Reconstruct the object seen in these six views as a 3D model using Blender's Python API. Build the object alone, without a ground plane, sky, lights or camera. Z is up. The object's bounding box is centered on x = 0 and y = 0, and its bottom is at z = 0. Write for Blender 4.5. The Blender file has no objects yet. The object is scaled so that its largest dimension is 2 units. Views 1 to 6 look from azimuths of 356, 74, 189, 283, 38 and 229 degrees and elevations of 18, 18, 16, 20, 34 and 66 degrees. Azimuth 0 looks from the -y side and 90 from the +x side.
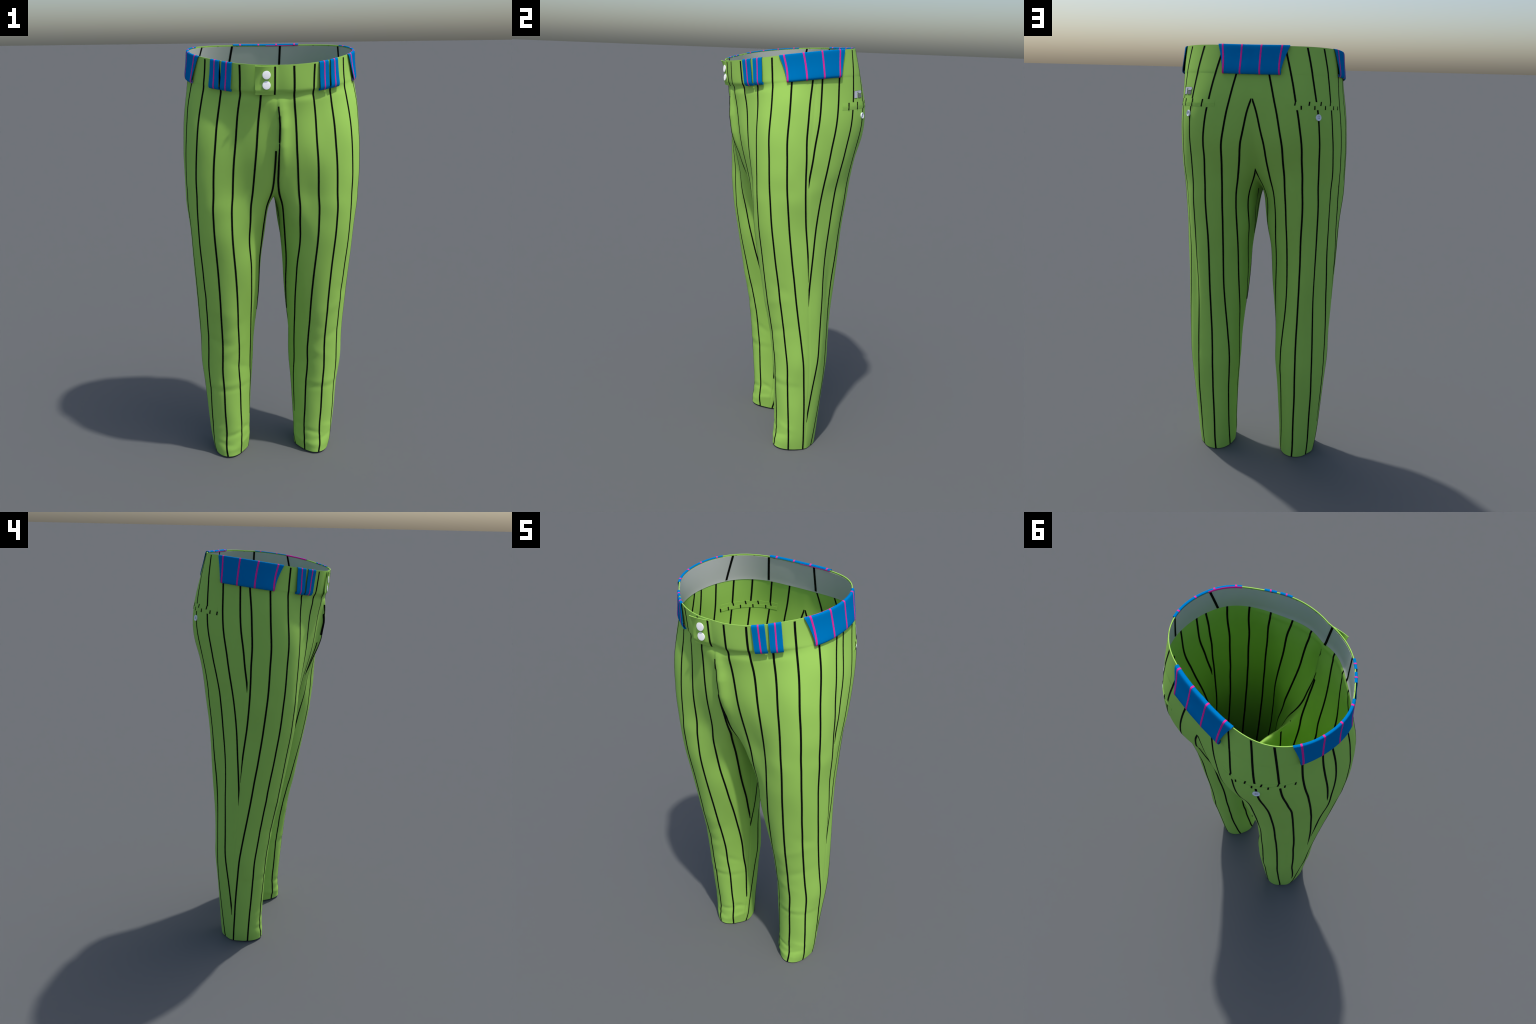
"""Green pinstriped baseball trousers standing upright, built as a lofted cloth shell
with woven-in pinstripes, a waistband with lining, belt loops, snap tab, pockets."""
import bpy, bmesh, math
import numpy as np
from mathutils import Vector
from mathutils.bvhtree import BVHTree

# ------------------------------------------------------------------ cross-sections of one leg
# heights of the sections, centre of each section, and its radii (mm) every 22.5 degrees:
# 0 = outside, 90 = front, 180 = inside, 270 = back.  The other leg is the mirror image.
ZL = np.array([0, 0.06, 0.14, 0.25, 0.38, 0.5, 0.62, 0.76, 0.92, 1.08, 1.2, 1.28, 1.34, 1.38, 1.44, 1.52, 1.6, 1.7, 1.8, 1.9, 2])
CX = np.interp(ZL, [0, .5, 1.1, 1.4, 2.0], [.21, .21, .19, .14, .06])
CY = np.interp(ZL, [0, .5, 1.1, 1.6, 2.0], [.05, .06, .04, .0, .0])
RAD = np.array([
    [88, 92, 105, 121, 123, 107, 94, 92, 90, 89, 95, 103, 104, 98, 89, 90],
    [98, 102, 115, 122, 121, 113, 101, 99, 92, 92, 98, 106, 108, 103, 96, 96],
    [106, 111, 118, 120, 121, 116, 104, 101, 95, 95, 101, 111, 112, 107, 103, 102],
    [114, 120, 127, 129, 129, 120, 108, 104, 101, 102, 108, 117, 117, 113, 112, 110],
    [125, 128, 136, 143, 138, 127, 117, 112, 109, 111, 116, 124, 123, 121, 121, 121],
    [132, 144, 148, 154, 153, 136, 124, 121, 119, 121, 124, 128, 130, 127, 123, 131],
    [140, 149, 156, 164, 163, 145, 130, 125, 117, 120, 125, 131, 134, 131, 129, 139],
    [151, 160, 171, 182, 186, 160, 145, 136, 123, 118, 118, 125, 141, 139, 132, 144],
    [159, 176, 192, 208, 208, 187, 165, 147, 133, 128, 124, 130, 151, 157, 138, 149],
    [171, 191, 218, 232, 230, 209, 179, 155, 138, 136, 135, 145, 161, 173, 157, 156],
    [192, 215, 244, 252, 234, 208, 185, 149, 136, 146, 152, 160, 186, 195, 187, 180],
    [212, 237, 259, 258, 231, 221, 185, 140, 133, 143, 152, 172, 203, 215, 208, 198],
    [227, 253, 268, 260, 228, 231, 194, 148, 138, 142, 155, 182, 216, 230, 223, 213],
    [237, 260, 273, 258, 227, 240, 217, 164, 151, 150, 168, 192, 226, 239, 232, 224],
    [247, 270, 279, 256, 233, 254, 252, 204, 184, 188, 203, 222, 240, 254, 248, 243],
    [262, 279, 281, 255, 245, 267, 268, 247, 232, 233, 245, 260, 273, 278, 272, 261],
    [272, 285, 281, 251, 253, 272, 277, 274, 269, 271, 281, 294, 303, 309, 293, 276],
    [281, 289, 280, 252, 264, 279, 289, 296, 299, 303, 308, 315, 308, 323, 308, 286],
    [282, 289, 271, 256, 275, 289, 301, 310, 316, 318, 319, 318, 301, 314, 309, 289],
    [285, 281, 269, 269, 292, 302, 313, 321, 324, 321, 312, 299, 280, 291, 303, 294],
    [294, 289, 277, 287, 300, 312, 324, 331, 330, 318, 297, 272, 256, 265, 288, 297]]) / 1000.0 - .0006
RIM = (1.9685, -.0373, .0088, -.0016)          # height of the waist edge, lower in front
SEAM_ROW = 1.884                            # lower edge of the waistband
CLOTH = .0034                               # thickness of the cloth
NA = 16


def natural_spline(x):
    n, h = len(x), np.diff(x)
    A, R = np.eye(n), np.zeros((n, n))
    for i in range(1, n - 1):
        A[i, i - 1:i + 2] = h[i - 1], 2 * (h[i - 1] + h[i]), h[i]
        R[i, i - 1:i + 2] = 6 / h[i - 1], -6 / h[i - 1] - 6 / h[i], 6 / h[i]
    return np.linalg.solve(A, R)


def periodic_spline(n):
    A, R = np.zeros((n, n)), np.zeros((n, n))
    for i in range(n):
        A[i, (i - 1) % n], A[i, i], A[i, (i + 1) % n] = 1, 4, 1
        R[i, (i - 1) % n], R[i, i], R[i, (i + 1) % n] = 6, -12, 6
    return np.linalg.solve(A, R)


M2, MP = natural_spline(ZL), periodic_spline(NA)


def height_weights(z):
    i = min(max(int(np.searchsorted(ZL, z)) - 1, 0), len(ZL) - 2)
    h = ZL[i + 1] - ZL[i]
    a = (ZL[i + 1] - z) / h
    b = 1 - a
    w = (a ** 3 - a) * h * h / 6 * M2[i] + (b ** 3 - b) * h * h / 6 * M2[i + 1]
    w[i] += a
    w[i + 1] += b
    return w


def angle_weights(phi):
    t = (phi / (2 * np.pi) * NA) % NA
    i = np.floor(t).astype(int) % NA
    b = t - np.floor(t)
    a, j, I = 1 - b, (i + 1) % NA, np.eye(NA)
    return a[:, None] * I[i] + b[:, None] * I[j] + ((a ** 3 - a) / 6)[:, None] * MP[i] + ((b ** 3 - b) / 6)[:, None] * MP[j]


PHI = np.linspace(-np.pi, np.pi, 481)       # + = towards the front, - = towards the back
WA = angle_weights(PHI)
MID = len(PHI) // 2


def rim_height(ang):
    return RIM[0] + RIM[1] * np.sin(ang) + RIM[2] * np.cos(2 * ang) + RIM[3] * np.sin(3 * ang)


class Section:
    """One closed section: points and arc length from the outside (arc > 0 is the front)."""

    def __init__(self, row):
        w = height_weights(row)
        r = WA @ (w @ RAD)
        x, y = w @ CX + r * np.cos(PHI), w @ CY - r * np.sin(PHI)
        self.open = x[0] < 0                # above the crotch the two legs meet at x = 0
        if not self.open:
            x = np.maximum(x, .0006)
        k = min(max((row - 1.45) / .55, 0), 1)
        k = k * k * (3 - 2 * k)
        z = row + k * (rim_height(np.arctan2(-y, np.maximum(x, 0) + 1e-9)) - 2.0)
        lift = (.0042 + .0040 * np.sin(PHI)) * max(0, 1 - row / .12) ** 1.5      # hems clear the ground in front
        self.p = np.stack([x, y, z + lift], 1)
        s = np.concatenate([[0], np.cumsum(np.linalg.norm(np.diff(self.p, axis=0), axis=1))])
        self.arc = s - s[MID]
        self.length = s[-1]
        if self.open:
            f = next(i for i in range(MID, len(x)) if x[i] < 0)
            b = next(i for i in range(MID, -1, -1) if x[i] < 0)
            tf, tb = x[f - 1] / (x[f - 1] - x[f]), x[b + 1] / (x[b + 1] - x[b])
            self.front = self.arc[f - 1] + tf * (self.arc[f] - self.arc[f - 1])
            self.back = self.arc[b + 1] + tb * (self.arc[b] - self.arc[b + 1])
        else:
            self.front, self.back = self.arc[-1], self.arc[0]

    def at(self, arc):
        if not self.open:
            arc = (arc - self.arc[0]) % self.length + self.arc[0]
        return np.array([np.interp(arc, self.arc, self.p[:, k]) for k in range(3)])


CACHE = {}


def section(row):
    key = int(round(min(max(row, 0), 2.0) * 2000))
    if key not in CACHE:
        CACHE[key] = Section(key / 2000)
    return CACHE[key]


def row_for(arc, z):
    row = z
    for _ in range(7):
        row = min(max(row + z - section(row).at(arc)[2], 0), 2.0)
    return row


def at_height(arc, z):
    p = section(row_for(arc, z)).at(arc).copy()
    p[2] = z
    return p


def at_depth(arc, d):
    """point on the trousers d metres below the waist edge"""
    top = section(2.0).at(arc)[2]
    for _ in range(2):
        p = at_height(arc, top - d)
        top = rim_height(math.atan2(-p[1], max(p[0], 1e-6)))
    return at_height(arc, top - d)


# ------------------------------------------------------------------ the cloth surface
rows = [i * .0075 for i in range(0, 175)] + [1.315 + i * .003 for i in range(0, 42)]
rows += [1.4425 + i * .0075 for i in range(0, 58)]
rows = [r for r in rows if r < 1.872] + [1.876, 1.8805, SEAM_ROW, 1.8857, 1.889, 1.895] + [1.9025 + i * .0075 for i in range(13)]
rows = sorted(set(round(r, 4) for r in rows if r < 1.9985)) + [2.0]
NC, NK = 190, 44                            # columns round the outside / along the inside of the crotch
secs = [section(r) for r in rows]
crotch = next(i for i, s in enumerate(secs) if s.open)     # first row where the legs are joined
first = secs[crotch]
CLIP_F = float(np.interp(first.front, first.arc, PHI))     # where the joint starts, as angles
CLIP_B = float(np.interp(first.back, first.arc, PHI))


def column_arcs(s):
    """arcs of the outer columns (back to front), then of the inner ones (front to back)"""
    f = s.front if s.open else float(np.interp(CLIP_F, PHI, s.arc))
    b = s.back if s.open else float(np.interp(CLIP_B, PHI, s.arc))
    outer = [b + (f - b) * j / NC for j in range(NC + 1)]
    inner = [] if s.open else [f + (s.length - (f - b)) * k / NK for k in range(1, NK)]
    return outer + inner


verts, index, arc_of = [], {}, []
for leg in (1, -1):
    for i, s in enumerate(secs):
        for j, a in enumerate(column_arcs(s)):
            if leg < 0 and i >= crotch and j in (0, NC):
                index[leg, i, j] = index[1, i, j]
                continue
            p = s.at(a).copy()
            if i >= crotch and j in (0, NC):
                p[0] = 0
            p[0] *= leg
            index[leg, i, j] = len(verts)
            verts.append(p)
            arc_of.append(a)
        if i < crotch:
            index[leg, i, NC + NK] = index[leg, i, 0]
V = np.array(verts)
faces, tag = [], []
for leg in (1, -1):
    for i in range(len(rows) - 1):
        for j in range(NC + NK if i + 1 < crotch else NC):
            q = [index[leg, i, j], index[leg, i, j + 1], index[leg, i + 1, j + 1], index[leg, i + 1, j]]
            if leg > 0:
                q.reverse()
            faces.append(q)
            tag.append("waistband" if rows[i] >= SEAM_ROW - 1e-6 else ("left" if leg > 0 else "right"))
c = crotch - 1                              # the strip between the legs under the crotch
for k in range(NC, NC + NK):
    q = [index[1, c, k], index[1, c, k + 1], index[-1, c, k + 1], index[-1, c, k]]
    faces.append(q[::-1])
    tag.append("left")
for k, top in ((NC, index[1, crotch, NC]), (0, index[1, crotch, 0])):
    t3 = [index[1, c, k], index[-1, c, k], top]
    faces.append((t3 if k else t3[::-1]) + [top])
    tag.append("left")


def vertex_normals(V, faces):
    F = np.array(faces)
    n = np.cross(V[F[:, 2]] - V[F[:, 0]], V[F[:, 3]] - V[F[:, 1]])
    N = np.zeros_like(V)
    for k in range(4):
        np.add.at(N, F[:, k], n)
    return N / np.maximum(np.linalg.norm(N, axis=1, keepdims=True), 1e-12)


# check that normals point away from the leg axis
N = vertex_normals(V, faces)
k0 = index[1, 20, NC // 2]
if N[k0][0] < 0:
    faces = [f[::-1] for f in faces]
    N = -N

# relax the centre seam and the crotch so that both halves run into each other
E = set()
for f in faces:
    for k in range(4):
        E.add((min(f[k], f[(k + 1) % 4]), max(f[k], f[(k + 1) % 4])))
E = np.array(sorted(E))
rowof = np.zeros(len(V))
for (leg, i, j), k in index.items():
    rowof[k] = rows[i]
wt = np.exp(-(V[:, 0] / .03) ** 2) * np.clip((V[:, 2] - 1.30) / .05, 0, 1) * np.clip((1.995 - rowof) / .05, 0, 1)
wt += .5 * np.exp(-((V[:, 0] / .05) ** 2 + ((V[:, 2] - 1.36) / .03) ** 2))
wt = np.clip(wt, 0, 1)[:, None]
for _ in range(14):
    S, D = np.zeros_like(V), np.zeros(len(V))
    np.add.at(S, E[:, 0], V[E[:, 1]])
    np.add.at(S, E[:, 1], V[E[:, 0]])
    np.add.at(D, E[:, 0], 1)
    np.add.at(D, E[:, 1], 1)
    V = V + .5 * wt * (S / D[:, None] - V)
N = vertex_normals(V, faces)

# --- relief: waistband edge, fly ridge, seams and wrinkles -----------------------------------
arcof = np.array(arc_of)
side = np.sign(V[:, 0])


def side_seam(z):
    return np.interp(z, [0, .2, .5, .83, 1.05, 1.25, 1.43, 1.65, 1.9, 2.0], [-.025, -.018, 0, .018, .027, .031, .027, .008, -.008, -.01])


def inseam(z):      # arc measured towards the front
    return np.interp(z, [0, .22, .45, .62, .82, 1.03, 1.3], [.285, .332, .385, .425, .483, .565, .66])


disp = np.zeros(len(V))
ff = np.clip((arcof - .10) / .22, 0, 1)
ff = ff * ff * (3 - 2 * ff)
up = np.clip((rowof - SEAM_ROW + .008) / .020, 0, 1)
disp += (.0008 + .0035 * ff) * up * up * (3 - 2 * up)
disp -= .0035 * ff * np.exp(-((rowof - 1.866) / .016) ** 2)
disp -= .0003 * np.exp(-((rowof - SEAM_ROW) / .004) ** 2)
disp -= .0012 * np.exp(-((arcof - side_seam(V[:, 2])) / .0045) ** 2) * (rowof < SEAM_ROW)
leg_in = V[:, 2] < 1.26
disp -= .0010 * np.exp(-((arcof - inseam(V[:, 2])) / .0045) ** 2) * leg_in
# wrinkles: arc, height, half length, half height, slope, depth
WRINKLES = [(.20, .125, .07, .010, .25, .0040), (.13, .085, .05, .011, -.2, .0032), (.26, .070, .05, .010, .15, -.0034),
            (.19, .045, .08, .012, .1, -.0030), (.28, .150, .05, .012, -.5, .0030), (.10, .150, .05, .012, .3, -.0022),
            (.20, .385, .13, .012, .03, .0022), (.20, .415, .13, .014, .03, -.0018), (.30, .52, .06, .018, -.5, .0026),
            (.24, .60, .07, .020, .5, -.0026), (.18, .67, .08, .020, -.35, .0026), (.28, .74, .06, .022, .4, .0022),
            (.20, .83, .08, .022, -.3, -.0020), (.16, .90, .06, .022, .4, .0018), (-.20, .56, .08, .025, .2, .0022),
            (-.30, .50, .06, .025, -.3, -.0022), (.40, .47, .05, .02, .5, .0020)]
for a0, z0, la, lz, sl, dep in WRINKLES:
    da = arcof - a0
    lz, dep = lz * 1.3, dep * .7
    dz = V[:, 2] - z0 - sl * da - .01 * np.sin(side * 1.3 + a0 * 40)
    disp -= dep * np.exp(-(da / la) ** 2 - (dz / lz) ** 2)
V = V + N * disp[:, None]
# fly: a ridge left of the overlap, with a small step down to the other side
amp = np.interp(V[:, 2], [1.36, 1.44, 1.50, 1.56, 1.60, 1.68, 1.75, 1.79, 1.82], [0, .005, .010, .022, .028, .030, .018, .006, 0])
dx = V[:, 0] - np.interp(V[:, 2], [1.45, 1.7, 1.8], [.003, .007, .0])
shape = np.where(dx > 0, np.exp(-(np.maximum(dx - .012, 0) / .028) ** 2), .62 * np.exp(-(dx / .030) ** 2))
frontish = V[:, 1] < 0
V[:, 1] -= np.where(frontish, amp * shape, 0)
N = vertex_normals(V, faces)
INNER = V - N * CLOTH
TREE = BVHTree.FromPolygons([Vector(v) for v in V], [list(dict.fromkeys(f)) for f in faces])
FACES = np.array(faces)


def on_cloth(p, off=0.0):
    """nearest point of the cloth's outer face, with the smooth normal there"""
    loc = None
    if p[1] < -.1 and abs(p[0]) < .10 and 1.36 < p[2] < 1.83:      # over the fly: straight back
        loc, nor, fi, dist = TREE.ray_cast(Vector((p[0], -.6, p[2])), Vector((0, 1, 0)))
    if loc is None:
        loc, nor, fi, dist = TREE.find_nearest(Vector(p))
    f = FACES[fi]
    w = 1 / (np.linalg.norm(V[f] - np.array(loc), axis=1) + 1e-4)
    n = (N[f] * w[:, None]).sum(0)
    n /= np.linalg.norm(n)
    return np.array(loc) + n * off, n


# ------------------------------------------------------------------ materials
def cloth_material(name, colour, vary=.06, rough=.82, bump=.03, sheen=.0, spec=.08):
    m = bpy.data.materials.new(name)
    m.use_nodes = True
    nt = m.node_tree
    b = nt.nodes["Principled BSDF"]
    b.inputs["Roughness"].default_value = rough
    b.inputs["Specular IOR Level"].default_value = spec
    b.inputs["Sheen Weight"].default_value = sheen
    tc = nt.nodes.new("ShaderNodeTexCoord")
    big = nt.nodes.new("ShaderNodeTexNoise")
    big.inputs["Scale"].default_value = 3.0
    big.inputs["Detail"].default_value = 3
    nt.links.new(tc.outputs["Object"], big.inputs["Vector"])
    ramp = nt.nodes.new("ShaderNodeValToRGB")
    lo, hi = [c * (1 - vary) for c in colour], [min(1, c * (1 + vary)) for c in colour]
    ramp.color_ramp.elements[0].position, ramp.color_ramp.elements[1].position = .3, .7
    ramp.color_ramp.elements[0].color = (*lo, 1)
    ramp.color_ramp.elements[1].color = (*hi, 1)
    nt.links.new(big.outputs["Fac"], ramp.inputs["Fac"])
    nt.links.new(ramp.outputs["Color"], b.inputs["Base Color"])
    if bump:
        weave = nt.nodes.new("ShaderNodeTexNoise")
        weave.inputs["Scale"].default_value = 420
        weave.inputs["Detail"].default_value = 1
        nt.links.new(tc.outputs["Object"], weave.inputs["Vector"])
        bn = nt.nodes.new("ShaderNodeBump")
        bn.inputs["Strength"].default_value = bump
        bn.inputs["Distance"].default_value = .001
        nt.links.new(weave.outputs["Fac"], bn.inputs["Height"])
        nt.links.new(bn.outputs["Normal"], b.inputs["Normal"])
    return m


GREEN = cloth_material("green_cloth", (.338, .607, .113), .02)
BLACK = cloth_material("black_thread", (.003, .0035, .003), 0, .9, 0)
BLUE = cloth_material("blue_cloth", (.000, .172, .460), .03, spec=.0)
PINK = cloth_material("pink_thread", (.72, .022, .300), .03, .8, 0)
GREY = cloth_material("grey_lining", (.490, .505, .490), .03)
WHITE = cloth_material("white_plastic", (1, 1, 1), 0, .5, 0, 1.0, 1.0)
BUTTON = cloth_material("button_plastic", (.80, .83, .93), .03, .4, 0, 0, .5)
DARK = cloth_material("dark_edge", (.10, .11, .11), 0, .6, 0)
MARK_WHITE = cloth_material("white_emblem", (.60, .61, .68), .02, .7, 0)
MARK_GREY = cloth_material("grey_emblem", (.22, .22, .22), .02, .7, 0)

# ------------------------------------------------------------------ objects
ROOT = bpy.data.objects.new("baseball_trousers", None)
bpy.context.scene.collection.objects.link(ROOT)
ROOT["label"] = "lime green pinstriped baseball trousers with blue belt loops"
ROOT["category"] = "trousers"


def make(name, verts, faces, mat, parent=ROOT, smooth=True, normals=None, stuff=False):
    me = bpy.data.meshes.new(name)
    me.from_pydata([tuple(map(float, v)) for v in verts], [], [list(map(int, f)) for f in faces])
    me.materials.append(mat)
    me.validate()
    me.update()
    if smooth:
        me.polygons.foreach_set("use_smooth", [True] * len(me.polygons))
    if normals is not None:
        me.normals_split_custom_set_from_vertices([tuple(map(float, n)) for n in normals])
    ob = bpy.data.objects.new(name, me)
    bpy.context.scene.collection.objects.link(ob)
    ob.parent = parent
    if stuff:
        ob["kind"] = "stuff"
    return ob


def sharpen(ob, angle=.7):
    """outward faces, and hard shading across real edges"""
    bm = bmesh.new()
    bm.from_mesh(ob.data)
    bmesh.ops.recalc_face_normals(bm, faces=bm.faces)
    for e in bm.edges:
        if len(e.link_faces) == 2 and e.calc_face_angle(0) > angle:
            e.smooth = False
    bm.to_mesh(ob.data)
    bm.free()


# the cloth: outer and inner face, closed at waist edge and hems, cut into parts without a gap
nV = len(V)
ALL = [*V, *INNER]
NORM = [*N, *(-N)]
shell = {"left": [], "right": [], "waistband": []}
for f, t in zip(faces, tag):
    f = list(dict.fromkeys(f))
    shell[t].append(f)
    shell[t].append([k + nV for k in f][::-1])
edge_copy = {}


def edge_vertex(k, up):
    """own vertices for the cut edges, so that they shade flat"""
    if (k, up) not in edge_copy:
        edge_copy[k, up] = len(ALL)
        ALL.append(ALL[k])
        NORM.append(np.array([0, 0, 1.0 if up else -1.0]))
    return edge_copy[k, up]


for leg in (1, -1):
    for j in range(NC + NK):
        for r, part in ((len(rows) - 1, "waistband"), (0, "left" if leg > 0 else "right")):
            if r and j >= NC:
                continue
            a, b = index[leg, r, j], index[leg, r, j + 1]
            q = [edge_vertex(k, r > 0) for k in (a, b, b + nV, a + nV)]
            shell[part].append(q if (leg > 0) == (r == 0) else q[::-1])
ALL, NORM = np.array(ALL), np.array(NORM)
PART = {}
for t, name in (("left", "trouser_leg"), ("right", "trouser_leg"), ("waistband", "waistband")):
    used = sorted({k for f in shell[t] for k in f})
    remap = {k: i for i, k in enumerate(used)}
    PART[t] = make(name, ALL[used], [[remap[k] for k in f] for f in shell[t]], GREEN, normals=NORM[used])

# ------------------------------------------------------------------ pinstripes
ZG = [2.0, 1.95, 1.85, 1.75, 1.65, 1.55, 1.45, 1.35, 1.25, 1.15, 1.05, .95, .85, .75, .65, .55, .45, .35, .25, .15, .05, 0]
STRIPE_W = .0080
# arc (mm) of each stripe at the heights ZG from the top; the stripe runs from z0 down to z1
STRIPES = {   # name: (z0, z1, seam it runs out at, arcs)
    "fly":    (1.765, .78, "inseam", [492, 492, 496, 500, 518, 532, 545, 538, 532, 524, 515, 502, 483, 470]),
    "fly2":   (1.352, 1.12, "inseam", [640] * 7 + [632, 612, 600, 590, 585]),
    "front4": (2.0, .20, "inseam", [455, 454, 447, 450, 457, 459, 459, 452, 445, 438, 433, 420, 408, 394, 380, 371, 362, 346, 332, 320, 310]),
    "front3": (2.0, 0, "", [367, 366, 362, 362, 369, 370, 372, 369, 362, 356, 347, 334, 320, 306, 293, 286, 275, 261, 250, 240, 230, 226]),
    "front2": (2.0, 0, "", [268, 269, 272, 279, 285, 287, 290, 288, 283, 278, 268, 254, 239, 224, 211, 202, 191, 178, 167, 158, 150, 149]),
    "front1": (2.0, 0, "", [197, 194, 188, 194, 200, 203, 207, 207, 202, 195, 186, 171, 158, 144, 131, 121, 109, 97, 87, 76, 66, 61]),
    "side2":  (1.93, 0, "", [98, 98, 101, 108, 115, 120, 125, 126, 121, 115, 106, 92, 79, 65, 50, 38, 27, 15, 5, -3, -12, -16]),
    "side1":  (1.93, .90, "side+", [4, 4, 12, 24, 30, 34, 40, 44, 42, 36, 29, 20, 9]),
    "back0":  (1.93, 1.40, "side-", [-32, -32, -32, -28, -18, 0, 21, 40, 55]),
    "back1":  (1.93, .80, "side-", [-116, -116, -115, -114, -105, -84, -60, -38, -18, -3, 8, 15, 20, 24, 26]),
    "back2":  (2.0, .17, "side-", [-204, -203, -202, -201, -193, -168, -138, -117, -99, -83, -71, -63, -60, -54, -49, -45, -36, -28, -21, -16, -12]),
    "back3":  (2.0, 0, "", [-282, -283, -287, -287, -280, -256, -228, -204, -183, -166, -155, -146, -140, -134, -129, -123, -117, -109, -101, -92, -83, -79]),
    "back4":  (2.0, 0, "", [-375, -376, -378, -380, -370, -340, -306, -281, -260, -244, -232, -225, -219, -214, -212, -209, -202, -192, -183, -174, -164, -159]),
    "back5":  (1.95, 0, "", [-468, -468, -470, -470, -458, -423, -386, -360, -336, -314, -300, -293, -290, -289, -291, -295, -288, -275, -264, -256, -249, -245]),
    "back6":  (1.83, 0, "centre", [-600, -595, -575, -559, -543, -503, -459, -428, -406, -388, -382, -376, -375, -378, -377, -376, -374, -362, -352, -343, -335, -332]),
    "back7":  (1.50, .60, "inseam-", [-630, -630, -630, -630, -620, -585, -542, -508, -477, -465, -461, -462, -457, -457, -457, -452]),
    "inner":  (1.36, .99, "inseam-", [-600] * 7 + [-594, -597, -570, -549, -535]),
}
POCKET_GAP = {"back2": 1, "back3": 1, "back4": 1}


def smooth_interp(z, zs, vs):
    """Catmull-Rom through the given heights"""
    zs, vs = np.array(zs), np.array(vs, float)
    o = np.argsort(zs)
    zs, vs = zs[o], vs[o]
    m = np.gradient(vs, zs)
    i = min(max(int(np.searchsorted(zs, z)) - 1, 0), len(zs) - 2)
    h = zs[i + 1] - zs[i]
    t = (z - zs[i]) / h
    return ((2 * t ** 3 - 3 * t ** 2 + 1) * vs[i] + (t ** 3 - 2 * t ** 2 + t) * h * m[i]
            + (-2 * t ** 3 + 3 * t ** 2) * vs[i + 1] + (t ** 3 - t ** 2) * h * m[i + 1])


def band(name, strips, mat, parent, out=.0008, inn=None):
    """closed band: strips is a list of polylines across (same length); goes through the cloth"""
    inn = CLOTH + .0008 if inn is None else inn
    vs, fs, k = [], [], len(strips[0])
    outs = out if isinstance(out, (list, tuple)) else [out] * k
    for s in strips:
        for p, o in zip(s, outs):
            q, n = on_cloth(p)
            vs.append(q + n * o)
            vs.append(q - n * inn)
    g = lambda i, j, s: (i * k + j) * 2 + s
    for i in range(len(strips) - 1):
        for j in range(k - 1):
            fs.append([g(i, j, 0), g(i, j + 1, 0), g(i + 1, j + 1, 0), g(i + 1, j, 0)])
            fs.append([g(i, j, 1), g(i + 1, j, 1), g(i + 1, j + 1, 1), g(i, j + 1, 1)])
        for j in (0, k - 1):
            fs.append([g(i, j, 0), g(i + 1, j, 0), g(i + 1, j, 1), g(i, j, 1)])
    for i in (0, len(strips) - 1):
        for j in range(k - 1):
            fs.append([g(i, j, 0), g(i, j, 1), g(i, j + 1, 1), g(i, j + 1, 0)])
    return make(name, vs, fs, mat, parent, smooth=False)


def stripe_rows(spec, z0, z1, leg, fly=False):
    _, _, seam, arcs = spec
    zs = ZG[:len(arcs)]
    out = []
    n = max(3, int(round((z0 - z1) / .012)) + 1)
    for z in np.linspace(z0, z1, n):
        a = smooth_interp(z, zs, arcs) / 1000
        e = 1e-3
        slope = (smooth_interp(min(z + e, 2), zs, arcs) - smooth_interp(max(z - e, 0), zs, arcs)) / 1000 / (2 * e)
        hw = STRIPE_W / 2 * math.sqrt(1 + slope * slope)
        if fly and z > 1.45:                # follows the edge of the overlap
            s0 = section(row_for(a, z))
            a = s0.front - (float(np.interp(z, [1.45, 1.56, 1.63, 1.69, 1.73, 1.76], [.010, .009, .010, .011, .008, .0045])) if leg > 0 else
                            float(np.interp(z, [1.45, 1.5, 1.58], [.010, .007, .004])))
        thin = fly and leg > 0
        if thin:                            # half tucked into the fold
            hw *= float(np.interp(z, [1.5, 1.6], [1, .55]))
        lo, hi = a - hw, a + hw
        if z >= 1.995:
            s = section(2.0)
        else:
            s = section(row_for(a, min(z, 1.999)))
        if seam == "side+":
            lo = max(lo, side_seam(z))
        elif seam == "side-":
            hi = min(hi, side_seam(z))
        elif seam == "inseam" and z < 1.25:
            hi = min(hi, inseam(z))
        elif seam == "inseam-" and z < 1.25:
            lo = max(lo, inseam(z) - s.length)
        if s.open:
            hi, lo = min(hi, s.front - .0006), max(lo, s.back + .0006)
        if hi - lo < .0004:
            if out:
                break
            continue
        pts = []
        for t in (0, .5, 1):
            p = s.at(lo + t * (hi - lo)).copy()
            p[0] *= leg
            pts.append(p)
        out.append(pts)
    return out


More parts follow.
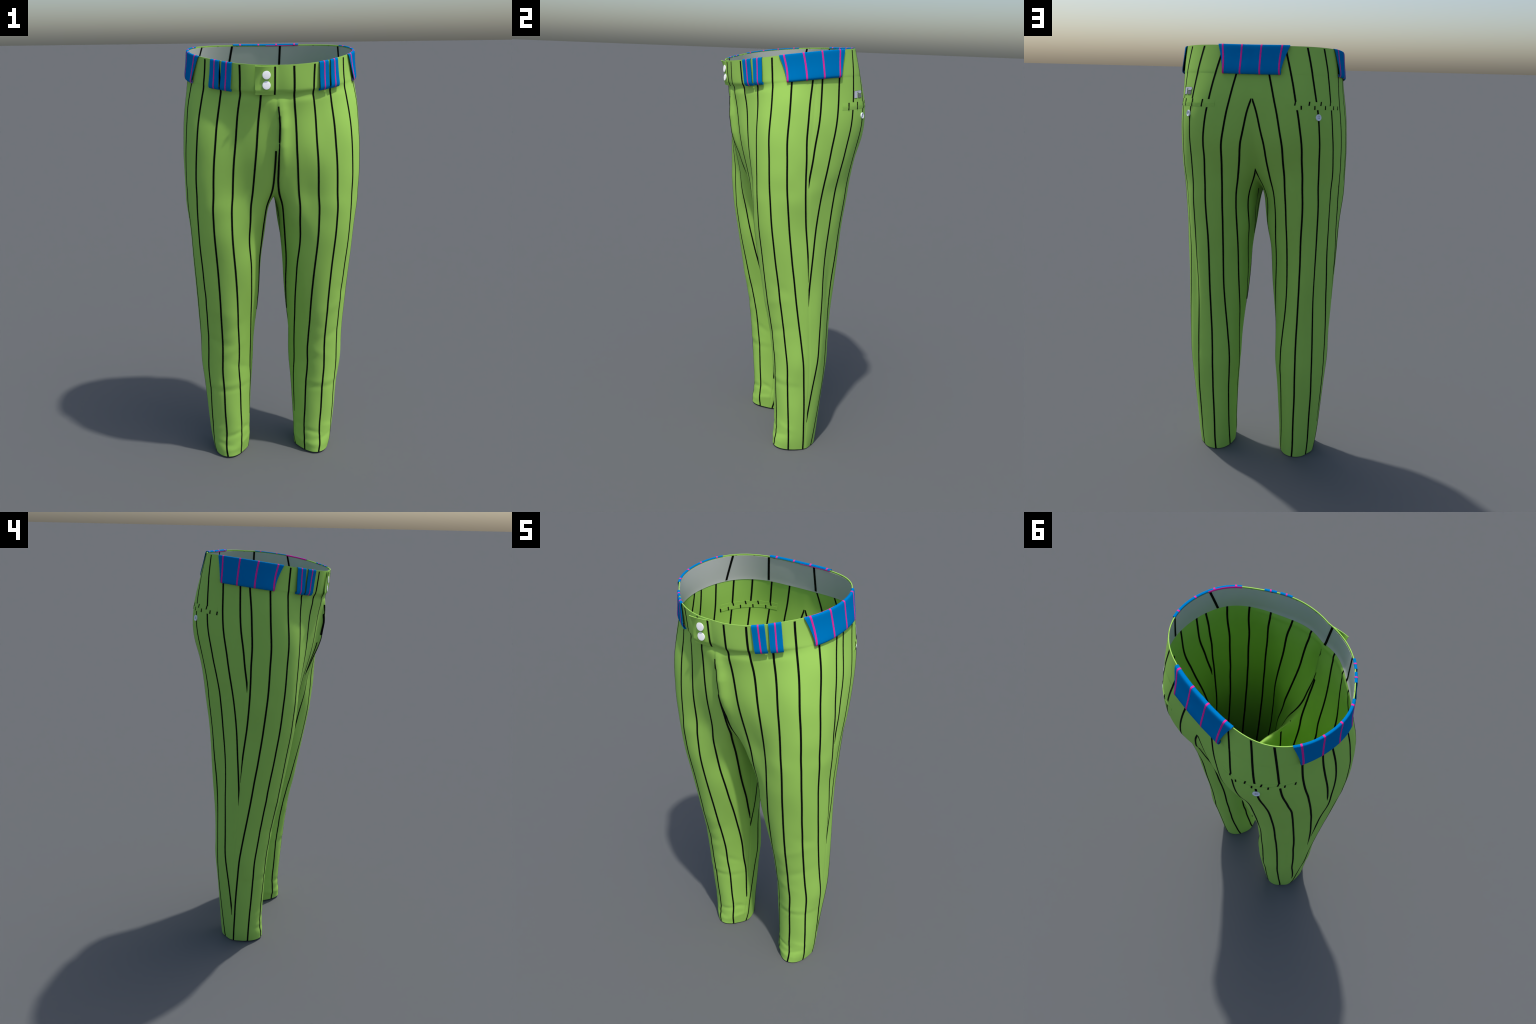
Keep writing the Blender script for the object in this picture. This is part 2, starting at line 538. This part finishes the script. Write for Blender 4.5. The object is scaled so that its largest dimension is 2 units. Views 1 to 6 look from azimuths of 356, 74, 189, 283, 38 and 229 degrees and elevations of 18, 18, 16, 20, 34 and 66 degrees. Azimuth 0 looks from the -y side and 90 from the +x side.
for leg, owner in ((1, "left"), (-1, "right")):
    for key, spec in STRIPES.items():
        spans = [(spec[0], spec[1])]
        if key in POCKET_GAP:
            zc = at_depth(smooth_interp(1.75, ZG[:len(spec[3])], spec[3]) / 1000, .239)[2]
            spans = [(spec[0], zc + .0165), (zc - .0165, spec[1])]
        for z0, z1 in spans:
            if key == "fly" and leg < 0:       # hidden under the overlap higher up
                z0 = 1.585
            if z0 >= 2.0:                  # up to just under the waist edge
                z0 = section(2.0).at(spec[3][0] / 1000)[2] - .0045
            st = stripe_rows(spec, z0, z1, leg, key == "fly")
            if len(st) > 2:
                band("pinstripe", st, BLACK, PART[owner], out=.0030 if key == "fly" else .0008)

# ------------------------------------------------------------------ waistband lining
lin_rows = [1.8835, 1.89, 1.905, 1.92, 1.935, 1.95, 1.965, 1.98, 1.9945]


def lining_point(p, off):
    q, n = on_cloth(p)
    return q - n * off


lv, lf = [], []
ring = []
for r in lin_rows:
    s = section(r)
    arcs = np.linspace(s.back, s.front, 121)
    loop = [s.at(a) * [1, 1, 1] for a in arcs] + [s.at(a) * [-1, 1, 1] for a in arcs[::-1][1:-1]]
    ring.append(loop)
nl = len(ring[0])
for side_off in (.0040, .0048):
    for loop in ring:
        lv += [lining_point(p, side_off) for p in loop]
R_ = len(lin_rows)
for i in range(R_ - 1):
    for j in range(nl):
        a, b = i * nl + j, i * nl + (j + 1) % nl
        lf.append([a, b, b + nl, a + nl])
        lf.append([k + R_ * nl for k in (a + nl, b + nl, b, a)])
for i in (0, R_ - 1):
    for j in range(nl):
        a, b = i * nl + j, i * nl + (j + 1) % nl
        lf.append([a, b, b + R_ * nl, a + R_ * nl])
LINING = make("waistband_lining", lv, lf, GREY, PART["waistband"])
sharpen(LINING)
for leg, top, bot in ((-1, -190, -166), (-1, -350, -362), (1, -436, -472), (1, -145, -149), (1, 36, 63), (-1, 491, 502), (-1, 339, 315)):
    strips = []
    for d in np.linspace(.004, .111, 10):
        a = (top + (bot - top) * d / .111) / 1000
        pts = [at_depth(a + e, d) * [leg, 1, 1] for e in (-.0048, 0, .0048)]
        strips.append(pts)
    band("lining_stripe", strips, BLACK, LINING, out=-.0045, inn=.0062)


# ------------------------------------------------------------------ belt loops
def solid_grid(name, P, thick, mat, parent, smooth=True):
    """P[i][j]: outer face as a grid; gives it thickness"""
    P = np.array(P)
    du, dv = np.gradient(P, axis=0), np.gradient(P, axis=1)
    n = np.cross(du, dv)
    n /= np.maximum(np.linalg.norm(n, axis=2, keepdims=True), 1e-9)
    I, J = P.shape[:2]
    vs = np.vstack([P.reshape(-1, 3), (P - n * thick).reshape(-1, 3)])
    o, fs = I * J, []
    for i in range(I - 1):
        for j in range(J - 1):
            a, b, c_, d = i * J + j, (i + 1) * J + j, (i + 1) * J + j + 1, i * J + j + 1
            fs += [[a, b, c_, d], [a + o, d + o, c_ + o, b + o]]
    for i in range(I - 1):
        for j in (0, J - 1):
            a, b = i * J + j, (i + 1) * J + j
            fs.append([a, b, b + o, a + o])
    for j in range(J - 1):
        for i in (0, I - 1):
            a, b = i * J + j, i * J + j + 1
            fs.append([a, b, b + o, a + o])
    ob = make(name, vs, fs, mat, parent, smooth)
    if smooth:
        sharpen(ob)
    return ob, n


# path of a loop from over the waist edge down, and turned up at the lower end: depth, stand-off
LOOP_PATH = [(.0020, -.0048), (-.0008, -.0040), (-.0018, .000), (-.0008, .0042), (.003, .0062), (.012, .0072), (.030, .0080), (.055, .0095),
             (.080, .0115), (.098, .0125), (.107, .0118), (.112, .0085), (.1130, .0048), (.110, .0028), (.102, .0022)]


def hang(arc, d, off, leg):
    p = at_depth(arc, max(d, .0005))
    q, n = on_cloth(p * [leg, 1, 1])
    n = np.array([n[0], n[1], n[2] * .3])
    n /= np.linalg.norm(n)
    q = q + n * off
    if d < .0005:
        q[2] += .0005 - d
    return q


def loop_grid(edges, leg_of, us, extra=0.0):
    """edges(v): arc range at depth fraction v; returns rows down the path, columns across"""
    G = []
    for d, o in LOOP_PATH:
        v = min(max(d / .112, 0), 1)
        row = []
        for u in us:
            arc, leg = leg_of(*edges(v), u, v)
            row.append(hang(arc, d, o, leg))
        G.append(row)
    return np.array(G)


def refine(G, n=3):
    """smooth the grid along the path"""
    t = np.arange(len(G))
    tt = np.linspace(0, len(G) - 1, (len(G) - 1) * n + 1)
    out = np.zeros((len(tt),) + G.shape[1:])
    m = np.gradient(G, axis=0)
    for k, x in enumerate(tt):
        i = min(int(x), len(G) - 2)
        f = x - i
        out[k] = (2 * f ** 3 - 3 * f ** 2 + 1) * G[i] + (f ** 3 - 2 * f ** 2 + f) * m[i] + (-2 * f ** 3 + 3 * f ** 2) * G[i + 1] + (f ** 3 - f ** 2) * m[i + 1]
    return out


def build_loop(edges, leg_of, stripes, columns, width, flip, piping=None):
    us = np.linspace(0, 1, columns)
    if flip:
        us = us[::-1]
    G = refine(loop_grid(edges, leg_of, us))
    ob, n = solid_grid("belt_loop", G, .0024, BLUE, ROOT)
    # normal must point away from the trousers: test in the middle
    mid = G[len(G) // 2, columns // 2]
    outward = np.array([mid[0], mid[1], 0])
    sgn = 1 if n[len(G) // 2, columns // 2] @ outward > 0 else -1
    for ut, ub in stripes:
        rows_ = []
        for (d, o) in LOOP_PATH:
            v = min(max(d / .112, 0), 1)
            (lo, hi) = edges(v)
            u0 = ut + (ub - ut) * v
            hw = width / 2 / max(abs(hi - lo), 1e-6)
            rows_.append([hang(*[q if k == 0 else q for k, q in enumerate((leg_of(lo, hi, u, v)[0],))], d, o, leg_of(lo, hi, u, v)[1])
                          for u in ((u0 + hw, u0, u0 - hw) if flip else (u0 - hw, u0, u0 + hw))])
        S = refine(np.array(rows_))
        du, dv = np.gradient(S, axis=0), np.gradient(S, axis=1)
        m = np.cross(du, dv)
        m /= np.maximum(np.linalg.norm(m, axis=2, keepdims=True), 1e-9)
        solid_grid("loop_stripe", (S + m * .0006 * sgn) if sgn > 0 else S + m * .0006 * sgn, .0036 * sgn, PINK, ob)
    if piping:                              # pink edge on the inside of the waist
        us = np.linspace(*piping, columns // 2)
        us = us[::-1] if flip else us
        G2 = []
        for d, o in ((.0045, -.0062), (.0020, -.0064), (-.0002, -.0052), (-.0016, -.0036)):
            G2.append([hang(leg_of(*edges(0), u, 0)[0], d, o, leg_of(*edges(0), u, 0)[1]) for u in us])
        solid_grid("loop_piping", np.array(G2), .0008, PINK, ob)
    return ob


def plain(leg):
    return lambda lo, hi, u, v: (lo + (hi - lo) * u, leg)


def ranged(t0, t1, b0, b1):
    def edges(v):
        k = 1 - (1 - v) ** 1.6             # the sides curve in below the waist edge
        return (t0 + (b0 - t0) * k) / 1000, (t1 + (b1 - t1) * k) / 1000
    return edges


# two narrow loops on each side of the front
for leg, t, b in ((1, 324, 314), (1, 265, 257), (-1, 312, 302), (-1, 252, 247)):
    build_loop(ranged(t - 23, t + 23, b - 23, b + 23), plain(leg), [(.5, .5)], 7, .0052, leg > 0)
# a wide one over each hip
build_loop(ranged(-140, 160, -119, 121), plain(1), [(.1, .035), (.39, .34), (.655, .655), (.927, .985)], 41, .0068, True, (.57, 1))
build_loop(ranged(-144, 158, -124, 117), plain(-1), [(.09, .025), (.364, .328), (.632, .65), (.912, .985)], 41, .0068, False)


# and one across the middle of the back, given by x
def back_leg_of(lo, hi, u, v):
    x = lo + (hi - lo) * u
    s = section(1.95)
    full = abs(s.back)
    return -(full - abs(x) * 1.0), (1 if x >= 0 else -1)


def back_point_edges(v):
    k = 1 - (1 - v) ** 1.6
    return (.153 + (.128 - .153) * k, -.150 + (-.118 + .150) * k)


def back_leg_exact(lo, hi, u, v):
    x = lo + (hi - lo) * u
    s = section(1.89 + .11 * (1 - v))
    i = MID
    arcs, xs = s.arc[:MID], s.p[:MID, 0]
    k = np.searchsorted(xs, max(abs(x), 1e-4))
    a = np.interp(abs(x), xs, arcs)
    return max(a, s.back + .0002), (1 if x >= 0 else -1)


build_loop(back_point_edges, back_leg_exact, [(.06, .01), (.337, .305), (.61, .64), (.893, .975)], 41, -.0068, True, (0, .5))

# ------------------------------------------------------------------ snap tab on the front
TX = np.linspace(.001, -.088, 24)
TD = np.linspace(.0055, .1145, 22)


def tab_point(x, d, extra=0.0):
    s = section(1.94)
    arc = np.interp(abs(x), s.p[MID:, 0][::-1], s.arc[MID:][::-1])
    p = at_depth(arc, d)
    leg = 1 if x >= 0 else -1
    p = np.array([x, p[1], p[2]])
    q, n = on_cloth(p)
    t = min(max((.0 - x) / .088, 0), 1)                     # 0 at the fly, 1 at the free end
    e = (d - .06) / .054                                    # -1 top, 1 bottom
    off = .0030 * min(1, .05 + t * 3) + .0035 * t + .0095 * t ** 2 * (abs(e) ** 2.2) + .004 * t * max(-e, 0) ** 3 - .001 * math.sin(t * 6)
    return q + np.array([n[0] * .3, n[1], 0]) * (off + extra)


P = np.array([[tab_point(x, d) for x in TX] for d in TD])
TAB, _ = solid_grid("snap_tab", P, .0026, GREEN, PART["waistband"])
nrm = np.cross(np.gradient(P, axis=0), np.gradient(P, axis=1))
if nrm[10, 10][1] > 0:                                      # thickness must go inwards
    bpy.data.objects.remove(TAB)
    TAB, _ = solid_grid("snap_tab", P[:, ::-1], .0026, GREEN, PART["waistband"])
TS = []
for d in np.linspace(.0058, .1142, 16):
    TS.append([tab_point(-.0115 - e, d, .0009) for e in (-.0036, 0, .0036)])
solid_grid("tab_stripe", np.array(TS)[:, ::-1] if nrm[10, 10][1] > 0 else np.array(TS), .0022, BLACK, PART["waistband"])


def lathe(name, profile, centre, normal, up, mat, parent, seg=40):
    normal = np.array(normal) / np.linalg.norm(normal)
    a = np.cross(up, normal)
    a /= np.linalg.norm(a)
    b = np.cross(normal, a)
    vs, fs = [], []
    for r, h in profile:
        for k in range(seg):
            t = 2 * math.pi * k / seg
            vs.append(np.array(centre) + a * r * math.cos(t) + b * r * math.sin(t) + normal * h)
    for i in range(len(profile) - 1):
        for k in range(seg):
            fs.append([i * seg + k, i * seg + (k + 1) % seg, (i + 1) * seg + (k + 1) % seg, (i + 1) * seg + k])
    fs.append(list(range(seg))[::-1])
    fs.append([(len(profile) - 1) * seg + k for k in range(seg)])
    ob = make(name, vs, fs, mat, parent)
    sharpen(ob, .6)
    return ob, a, b


for d in (.038, .0765):
    c0 = tab_point(-.0455, d)
    n0 = np.cross(tab_point(-.0455, d + .01) - tab_point(-.0455, d - .01), tab_point(-.0355, d) - tab_point(-.0555, d))
    if n0[1] > 0:
        n0 = -n0
    n0 = n0 / np.linalg.norm(n0) + np.array([0, 0, .16])
    lathe("snap_button", [(.0150, -.001), (.0163, .0005), (.0164, .0026), (.0158, .0034), (.0145, .0037), (.004, .0038)], c0, n0, (0, 0, 1), WHITE, PART["waistband"])


# ------------------------------------------------------------------ back pockets
def welt(leg, a0, a1, d0, d1, parent, out):
    strips = []
    n = 36
    for k in range(n + 1):
        a = a0 + (a1 - a0) * k / n
        strips.append([at_depth(a / 1000, d) * [leg, 1, 1] for d in np.linspace(d0, d1, 5)])
    return band("pocket_welt", strips, GREEN, parent, out, CLOTH + max(out))


def tick(leg, a, d0, d1, parent, out, w=.0058, lean=0.0):
    strips = []
    for d in np.linspace(d0, d1, 4):
        aa = a / 1000 + lean * (d - (d0 + d1) / 2)
        strips.append([at_depth(aa + e, d) * [leg, 1, 1] for e in (-w / 2, 0, w / 2)])
    band("welt_stripe", strips, BLACK, parent, out, CLOTH + out)


left, right = PART["left"], PART["right"]
wl = welt(1, -412, -136, .2235, .2385, left, [.0004, .0005, .0006, .0006, .0006])
wl2 = welt(1, -412, -136, .2391, .2540, left, [.0018, .0016, .0012, .0008, .0004])
for a in (-352, -293, -232, -173):
    tick(1, a, .2232, .2543, wl2, .0021)
wr = welt(-1, -420, -143, .2215, .2375, right, [.0004, .0005, .0005, .0005, .0005])
wr2 = welt(-1, -420, -143, .2380, .2535, right, [.0012, .0011, .0009, .0006, .0004])
for a in (-384, -323, -265, -206):
    tick(-1, a, .2212, .2378, wr2, .0016, lean=-.35)
for a in (-361, -300, -242, -183, -143.5):
    tick(-1, a, .2381, .2538, wr2, .0018, lean=-.15)

for leg, a, owner in ((1, -277, left), (-1, -287, right)):
    p, n = on_cloth(at_depth(a / 1000, .286) * [leg, 1, 1])
    prof = [(.0125, -.002), (.0136, .0012), (.0136, .0040), (.0122, .0052), (.0102, .0044), (.0085, .0034), (.003, .0030)]
    ob, ax, bx = lathe("pocket_button", prof, p + n * .001, n + np.array([0, 0, .05]), (0, 0, 1), BUTTON, owner)
    nn = n / np.linalg.norm(n)
    for sx in (-1, 1):  # four small dark discs added in place of holes through the button
        for sy in (-1, 1):
            h, _, _ = lathe("button_hole_disc", [(.0015, 0), (.0015, .0012)], p + nn * .0035 + ax * sx * .0032 + bx * sy * .0032, nn, (0, 0, 1), DARK, owner, 12)


# ------------------------------------------------------------------ emblem above the left pocket
def emblem_piece(name, poly, mat, out, grow=0.0):
    pts = np.array(poly, float)
    if grow:
        nxt, prv = np.roll(pts, -1, 0), np.roll(pts, 1, 0)
        sc = np.array([2.0, 1.0])
        t1, t0 = (nxt - pts) * sc, (pts - prv) * sc
        t1 /= np.linalg.norm(t1, axis=1, keepdims=True)
        t0 /= np.linalg.norm(t0, axis=1, keepdims=True)
        area = np.sum(pts[:, 0] * nxt[:, 1] - nxt[:, 0] * pts[:, 1])
        m = np.stack([t0[:, 1] + t1[:, 1], -(t0[:, 0] + t1[:, 0])], 1) * (1 if area > 0 else -1)
        m /= np.maximum(np.linalg.norm(m, axis=1, keepdims=True), .6)
        pts = pts + m * grow / sc
    bm = bmesh.new()
    vs = [bm.verts.new((u, v, 0)) for u, v in pts]
    bm.faces.new(vs)
    bm.normal_update()
    bmesh.ops.triangulate(bm, faces=bm.faces[:])
    bmesh.ops.subdivide_edges(bm, edges=bm.edges[:], cuts=5, use_grid_fill=True)
    bmesh.ops.triangulate(bm, faces=bm.faces[:])
    flat = [(v.co.x, v.co.y) for v in bm.verts]
    tri = [[v.index for v in f.verts] for f in bm.faces]
    edge = [[v.index for v in e.verts] for e in bm.edges if len(e.link_faces) == 1]
    bm.verts.index_update()
    bm.free()
    top, low = [], []
    for u, v in flat:
        q, n = on_cloth(at_depth(-(.209 + .064 * u), .176 + .030 * v))
        top.append(q + n * out)
        low.append(q - n * .0005)
    o = len(top)
    fs = tri + [[k + o for k in f][::-1] for f in tri] + [[a, b, b + o, a + o] for a, b in edge]
    make(name, top + low, fs, mat, left, smooth=False)


LETTER = [(0, .03), (.86, 0), (.97, .06), (1, .2), (.97, .36), (.9, .42), (.56, .42), (.5, .36), (.5, .15), (.36, .16), (.34, 1), (0, 1)]
FOOT = [(.44, .56), (.56, .5), (.92, .48), (1, .95), (.5, 1), (.47, .75)]
emblem_piece("emblem_border", LETTER, DARK, .0010, .045)
emblem_piece("emblem_border", FOOT, DARK, .0010, .045)
emblem_piece("emblem_letter", LETTER, MARK_WHITE, .0018)
emblem_piece("emblem_foot", FOOT, MARK_GREY, .0018)
